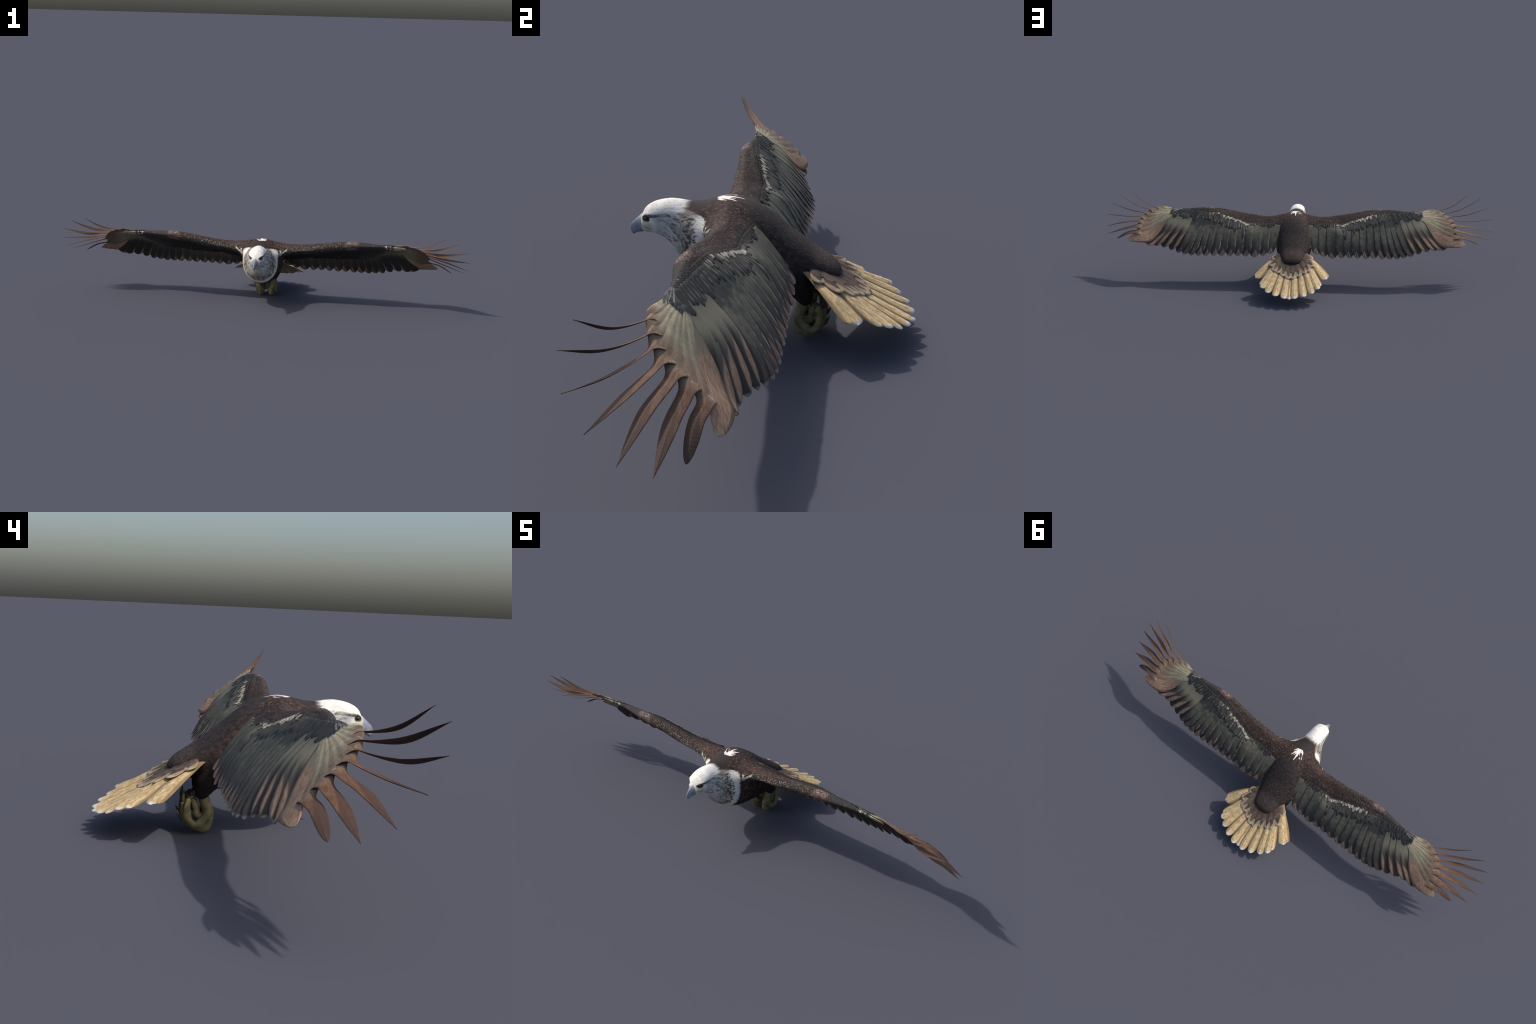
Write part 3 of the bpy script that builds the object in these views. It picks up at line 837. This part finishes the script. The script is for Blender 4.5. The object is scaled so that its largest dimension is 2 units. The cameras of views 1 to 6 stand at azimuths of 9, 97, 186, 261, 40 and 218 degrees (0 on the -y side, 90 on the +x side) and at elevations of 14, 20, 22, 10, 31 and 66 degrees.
# hand feathers: a broad vane on the hand, a notch, then a slender free finger
# wing root, notch point, middle and tip of the finger, finger plane normal, vane half width, finger half width at notch / widest
primaries = [((.630, -.108), (.716, -.1185), (.803, -.158, .3605), (.875, -.194, .406), (-.29, -.376, .874), .0120, .0034, .0058),
             ((.632, -.104), (.748, -.1095), (.849, -.154, .3465), (.943, -.196, .389), (-.29, -.376, .874), .0160, .0045, .0092),
             ((.632, -.098), (.772, -.1000), (.878, -.146, .3180), (.985, -.181, .344), (-.22, -.34, .90), .0170, .0060, .0104),
             ((.632, -.092), (.790, -.0850), (.887, -.119, .2920), (.997, -.150, .289), (.02, -.22, .95), .0190, .0096, .0110),
             ((.628, -.088), (.800, -.0650), (.894, -.090, .2690), (.994, -.109, .239), (.18, .00, .94), .0200, .0116, .0120),
             ((.622, -.086), (.806, -.0430), (.885, -.055, .2470), (.981, -.062, .214), (.30, .15, .90), .0205, .0130, .0127),
             ((.616, -.086), (.806, -.0180), (.860, -.023, .2360), (.921, -.028, .202), (.36, .32, .87), .0200, .0132, .0126)]
for i, (a, n_, m_, b, nrm, vane, h0, h1) in enumerate(primaries):
    mid_ = ((a[0] + n_[0]) / 2 + .004, (a[1] + n_[1]) / 2 - .003)
    ctrl = [(*q, float(wing_top(*q))) for q in (a, mid_, n_)] + [m_, b]
    P = catmull(ctrl, 72)
    d = np.r_[0, np.cumsum(np.linalg.norm(np.diff(P, axis=0), axis=1))]; d /= d[-1]
    j = int(np.argmin(np.linalg.norm(P - np.array(ctrl[2]), axis=1)))
    tr = d[j]
    Lw, Nw = wing_frames(P, (.4, -1))
    T = np.gradient(P, axis=0); T /= np.linalg.norm(T, axis=1)[:, None]
    n0 = np.array(nrm, float); n0 /= np.linalg.norm(n0)
    k = sstep(d, tr - .20, tr + .06)[:, None]
    Lf = np.cross(T, n0); Lf /= np.linalg.norm(Lf, axis=1)[:, None]
    Lt = Lw * (1 - k) + Lf * k; Lt /= np.linalg.norm(Lt, axis=1)[:, None]
    N = np.cross(Lt, T); N[N[:, 2] < 0] *= -1
    def hw(t, vane=vane, h0=h0, h1=h1, tr=tr, last=(i == 6)):
        base = .010 + (vane - .010) * sstep(t, 0, tr * .75)
        s = np.clip((t - tr) / (1 - tr), 0, 1)
        fing = h0 + (h1 - h0) * sstep(s, .10, .45)
        if last:
            fing = fing * np.maximum(1 - np.clip((s - .45) / .55, 0, 1) ** 2.2, 0) ** .6
        else:
            fing = fing * (1 - np.clip((s - .46) / .54, 0, 1) ** 1.45)
        def join(width):
            q = sstep(t, tr - .045, tr + width)
            return np.maximum(base * (1 - q) + fing * q, .0003)
        return join(.050), join(.040)
    pw = 1 - sstep(d, tr - .06, tr + .06)
    frac = float((P[j] - P[0]) @ (P[-1] - P[0]) / ((P[-1] - P[0]) @ (P[-1] - P[0])))
    me, mw = feather_mesh("primary_feather", P, Lt, N, hw, .0034 if i < 3 else .0042, camber=.0006, ridge=.0006, nv_=13, project=wing_top, project_w=pw, dome=.6,
                          tilt=.0008, lift=.0034, mat=primary(frac))
    put_pair("primary_feather", me, mw, WINGS)

# greater coverts: dark row over the bases of the flight feathers
def covert_row(name, xs, back, length, width, lift, mat, splay, seed, tilt=.001, parents=WINGS, thickness=.0026, tip=.35, jitter=.12):
    r = np.random.default_rng(seed)
    for x in xs:
        ry = float(cover_y(x)) + back
        sp = float(splay(x)) + r.normal(0, .06)
        L = length(x) * (1 + r.normal(0, jitter))
        tip_ = (x + L * math.sin(sp), ry + L * math.cos(sp) * .72)
        P = on_wing((x, ry), tip_, 14)
        Lt, N = wing_frames(P)
        W = width(x) * (1 + r.normal(0, .14))
        fade = 1 - (.55 * float(sstep(x, .38, .48)) if name == "median_covert" else 0)
        me, mw = feather_mesh(name, P, Lt, N, round_tip(W * .7, W, tip=tip, taper=.5), thickness, camber=.0008, ridge=.0004, nv_=7,
                              project=wing_top, tilt=tilt, lift=lift * fade + r.normal(0, .0004), mat=mat, dome=.35)
        put_pair(name, me, mw, parents)
splay = pchip([.09, .3, .45, .55, .62, .66], [0, .08, .25, .55, .85, 1.15])
covert_row("greater_covert", np.linspace(.235, .622, 31), -.004, pchip([.09, .3, .5, .6], [.056, .058, .058, .046]), pchip([.09, .4, .6], [.0100, .0098, .0085]), .0036, M["greater_covert"], splay, 3, thickness=.0020, jitter=.18)
covert_row("median_covert", np.linspace(.105, .475, 40), -.013, pchip([.09, .3, .45, .6], [.022, .027, .030, .026]), pchip([.09, .4, .6], [.0075, .0078, .0068]), .0050, M["median_covert"], splay, 5, thickness=.003, tip=.5, jitter=.24)
for k_, (a, b, wid) in enumerate([((.590, -.112), (.640, -.102), .008), ((.598, -.113), (.650, -.110), .007), ((.605, -.114), (.655, -.115), .006)]):
    P = on_wing(a, b, 14); Lt, N = wing_frames(P, (.3, -1))
    me, mw = feather_mesh("alula_feather", P, Lt, N, round_tip(.004, wid, tip=.4, taper=.4), .0035, camber=.001, project=wing_top, lift=.0036, mat=M["alula"], nv_=7)
    put_pair("alula_feather", me, mw, WINGS)

# ------------------------------------------------------------------ tail
tail_pts = [(0, .335, .044), (.025, .338, .048), (.069, .326, .055), (.108, .306, .0625), (.1355, .2845, .0775), (.168, .218, .100), (.189, .174, .1135),
            (.099, .115, .162), (.107, .164, .1435), (.0875, .195, .127), (.0695, .2015, .1235), (.040, .2155, .1095), (.013, .229, .1025), (0, .16, .143), (.05, .12, .168), (0, .10, .178), (.08, .09, .178)]
tail_pts = tail_pts + [(-x, y, z) for x, y, z in tail_pts if x]
tail_top = thin_plate(tail_pts, 1e-5)

def on_tail(a, b, n):
    t = np.linspace(0, 1, n)[:, None]
    p = np.array(a[:2]) * (1 - t) + np.array(b[:2]) * t
    return np.column_stack([p, tail_top(p[:, 0], p[:, 1])])
def tail_frames(P):
    T = np.gradient(P, axis=0); T /= np.linalg.norm(T, axis=1)[:, None]
    e = .004
    gx = (tail_top(P[:, 0] + e, P[:, 1]) - tail_top(P[:, 0] - e, P[:, 1])) / (2 * e)
    gy = (tail_top(P[:, 0], P[:, 1] + e) - tail_top(P[:, 0], P[:, 1] - e)) / (2 * e)
    N = np.stack([-gx, -gy, np.ones_like(gx)], 1); N /= np.linalg.norm(N, axis=1)[:, None]
    Lt = np.cross(T, N); Lt /= np.linalg.norm(Lt, axis=1)[:, None]
    return Lt, N
# fleshy tail base hidden under the coverts
ring_pts = []
for y, w in [(.085, .050), (.11, .062), (.14, .062), (.165, .050), (.18, .03)]:
    a = np.linspace(0, 2 * np.pi, 24, endpoint=False)
    x = w * np.cos(a)
    ring_pts.append(np.stack([x, np.full(24, y), tail_top(x, np.full(24, y)) - .010 + .0075 * np.sin(a)], 1))
tv, tf = loft(ring_pts)
tail = new_obj("tail", tv, tf, M["tail_covert"], eagle)

tail_tips = [(0, .334, 'c'), (.026, .339, ''), (.070, .327, ''), (.109, .307, ''), (.137, .285, ''), (.147, .262, 'h'), (.174, .212, 'o')]
for x, y, kind in tail_tips:
    for sx in ((1, -1) if x else (1,)):
        root = (x * .36 * sx, .105 - .10 * x)
        P = on_tail(root, (x * sx, y), 34)
        Lt, N = tail_frames(P)
        if kind == 'o':       # outermost feather is wide with a squared end
            def hw(t):
                w = .012 + .013 * sstep(t, 0, .8)
                s = np.clip((t - .9) / .1, 0, 1)
                win = w * (1 - s ** 2.5 * .97); wou = (w * 1.25) * (1 - sstep(t, .90, 1) * .80)
                return (wou, win) if sx < 0 else (win, wou)
        else:
            hw = round_tip(.010, .0205 if kind != 'h' else .015, tip=.13, taper=.8, p=.52)
        lift = {'c': -.0045, '': .0, 'h': -.004, 'o': -.003}[kind] + (.0008 * math.sin(x * 90))
        me, mw = feather_mesh("tail_feather", P, Lt, N, hw, .0062, camber=.0030, ridge=.0010, nv_=13, project=tail_top, tilt=0, lift=lift, mat=M["tail_feather"])
        ob = bpy.data.objects.new("tail_feather", me); bpy.context.scene.collection.objects.link(ob)
        ob.parent = tail; ob.matrix_world = mw
# tail coverts, long row then short row
long_row = [(.013, .231, .021), (.041, .217, .020), (.069, .204, .019), (.0885, .195, .018), (.1075, .166, .020), (.100, .118, .019)]
short_row = [(.0, .200, .021), (.030, .190, .021), (.058, .172, .020), (.078, .148, .019), (.083, .115, .017)]
for row, lift, mname in ((long_row, .0048, "tail_covert"), (short_row, .0064, "short_covert")):
    for x, y, wid in row:
        for sx in ((1, -1) if x else (1,)):
            P = on_tail((x * .45 * sx, .105 + .1 * (y - .2)), (x * sx, y), 22)
            Lt, N = tail_frames(P)
            me, mw = feather_mesh("tail_covert", P, Lt, N, round_tip(.012, wid, tip=.24, taper=.7), .0055, camber=.0012, ridge=.0006, dome=.6, project=tail_top, lift=lift, mat=M[mname])
            ob = bpy.data.objects.new("tail_covert", me); bpy.context.scene.collection.objects.link(ob)
            ob.parent = tail; ob.matrix_world = mw

# ------------------------------------------------------------------ feet
def foot(sx, thigh_ob):
    m = np.array([sx, 1, 1])
    def part(name, ctrl, r, mat, parent, n=26, seg=16, flat_=1.0):
        path = catmull([(np.array(c) - np.array([.007, 0, -.0025])) * m for c in ctrl], n)
        rad = np.interp(np.linspace(0, 1, n), np.linspace(0, 1, len(r)), r)
        if name == "toe":
            rad = 1.03 * rad * (1 + .09 * np.cos(np.linspace(0, 1, n) * 2 * np.pi * 3))
        V, F = tube(path, rad, seg, flat_, up=(1, 0, 0))
        ob = new_obj(name, V, F, mat, parent)
        bmx = bmesh.new(); bmx.from_mesh(ob.data); bmesh.ops.recalc_face_normals(bmx, faces=bmx.faces); bmx.to_mesh(ob.data); bmx.free()
        return ob
    sh = part("foot", [(.0445, .080, .108), (.0442, .074, .085), (.044, .066, .062), (.043, .061, .045), (.041, .064, .034)], [.0125, .0125, .0125, .0125, .0090], M["foot"], thigh_ob)
    part("toe", [(.0425, .061, .050), (.037, .0605, .030), (.0345, .066, .0145), (.033, .084, .0105), (.033, .106, .020), (.033, .121, .046), (.033, .121, .072)], [.0100, .0105, .0120, .0104, .0096, .0088, .0062], M["foot"], sh)
    part("toe", [(.046, .061, .055), (.0485, .073, .036), (.0505, .092, .0195), (.051, .110, .032), (.050, .115, .058), (.048, .110, .083)], [.0108, .0100, .0092, .0090, .0090, .0055], M["foot"], sh)
    part("toe", [(.038, .061, .048), (.026, .070, .031), (.021, .090, .024), (.020, .110, .036), (.020, .117, .058)], [.0095, .0090, .0085, .0080, .0055], M["foot"], sh)
    part("toe", [(.040, .076, .040), (.042, .089, .042), (.042, .094, .062), (.041, .102, .084)], [.0085, .0078, .0070, .0050], M["foot"], sh)
    part("claw", [(.033, .121, .068), (.033, .124, .084), (.033, .121, .101)], [.0058, .0048, .0008], M["claw"], sh, 12, 10)
    part("claw", [(.0335, .113, .024), (.034, .127, .034), (.034, .138, .053)], [.0062, .0045, .0007], M["claw"], sh, 12, 10)
    part("claw", [(.020, .117, .054), (.020, .121, .068), (.021, .114, .086)], [.0050, .0042, .0007], M["claw"], sh, 12, 10)
    part("claw", [(.041, .101, .082), (.041, .094, .092), (.042, .082, .092)], [.0048, .0042, .0008], M["claw"], sh, 12, 10)
    part("claw", [(.048, .110, .080), (.046, .101, .088), (.044, .090, .078)], [.0050, .0040, .0007], M["claw"], sh, 12, 10)
foot(1, thigh_a)
foot(-1, thigh_b)
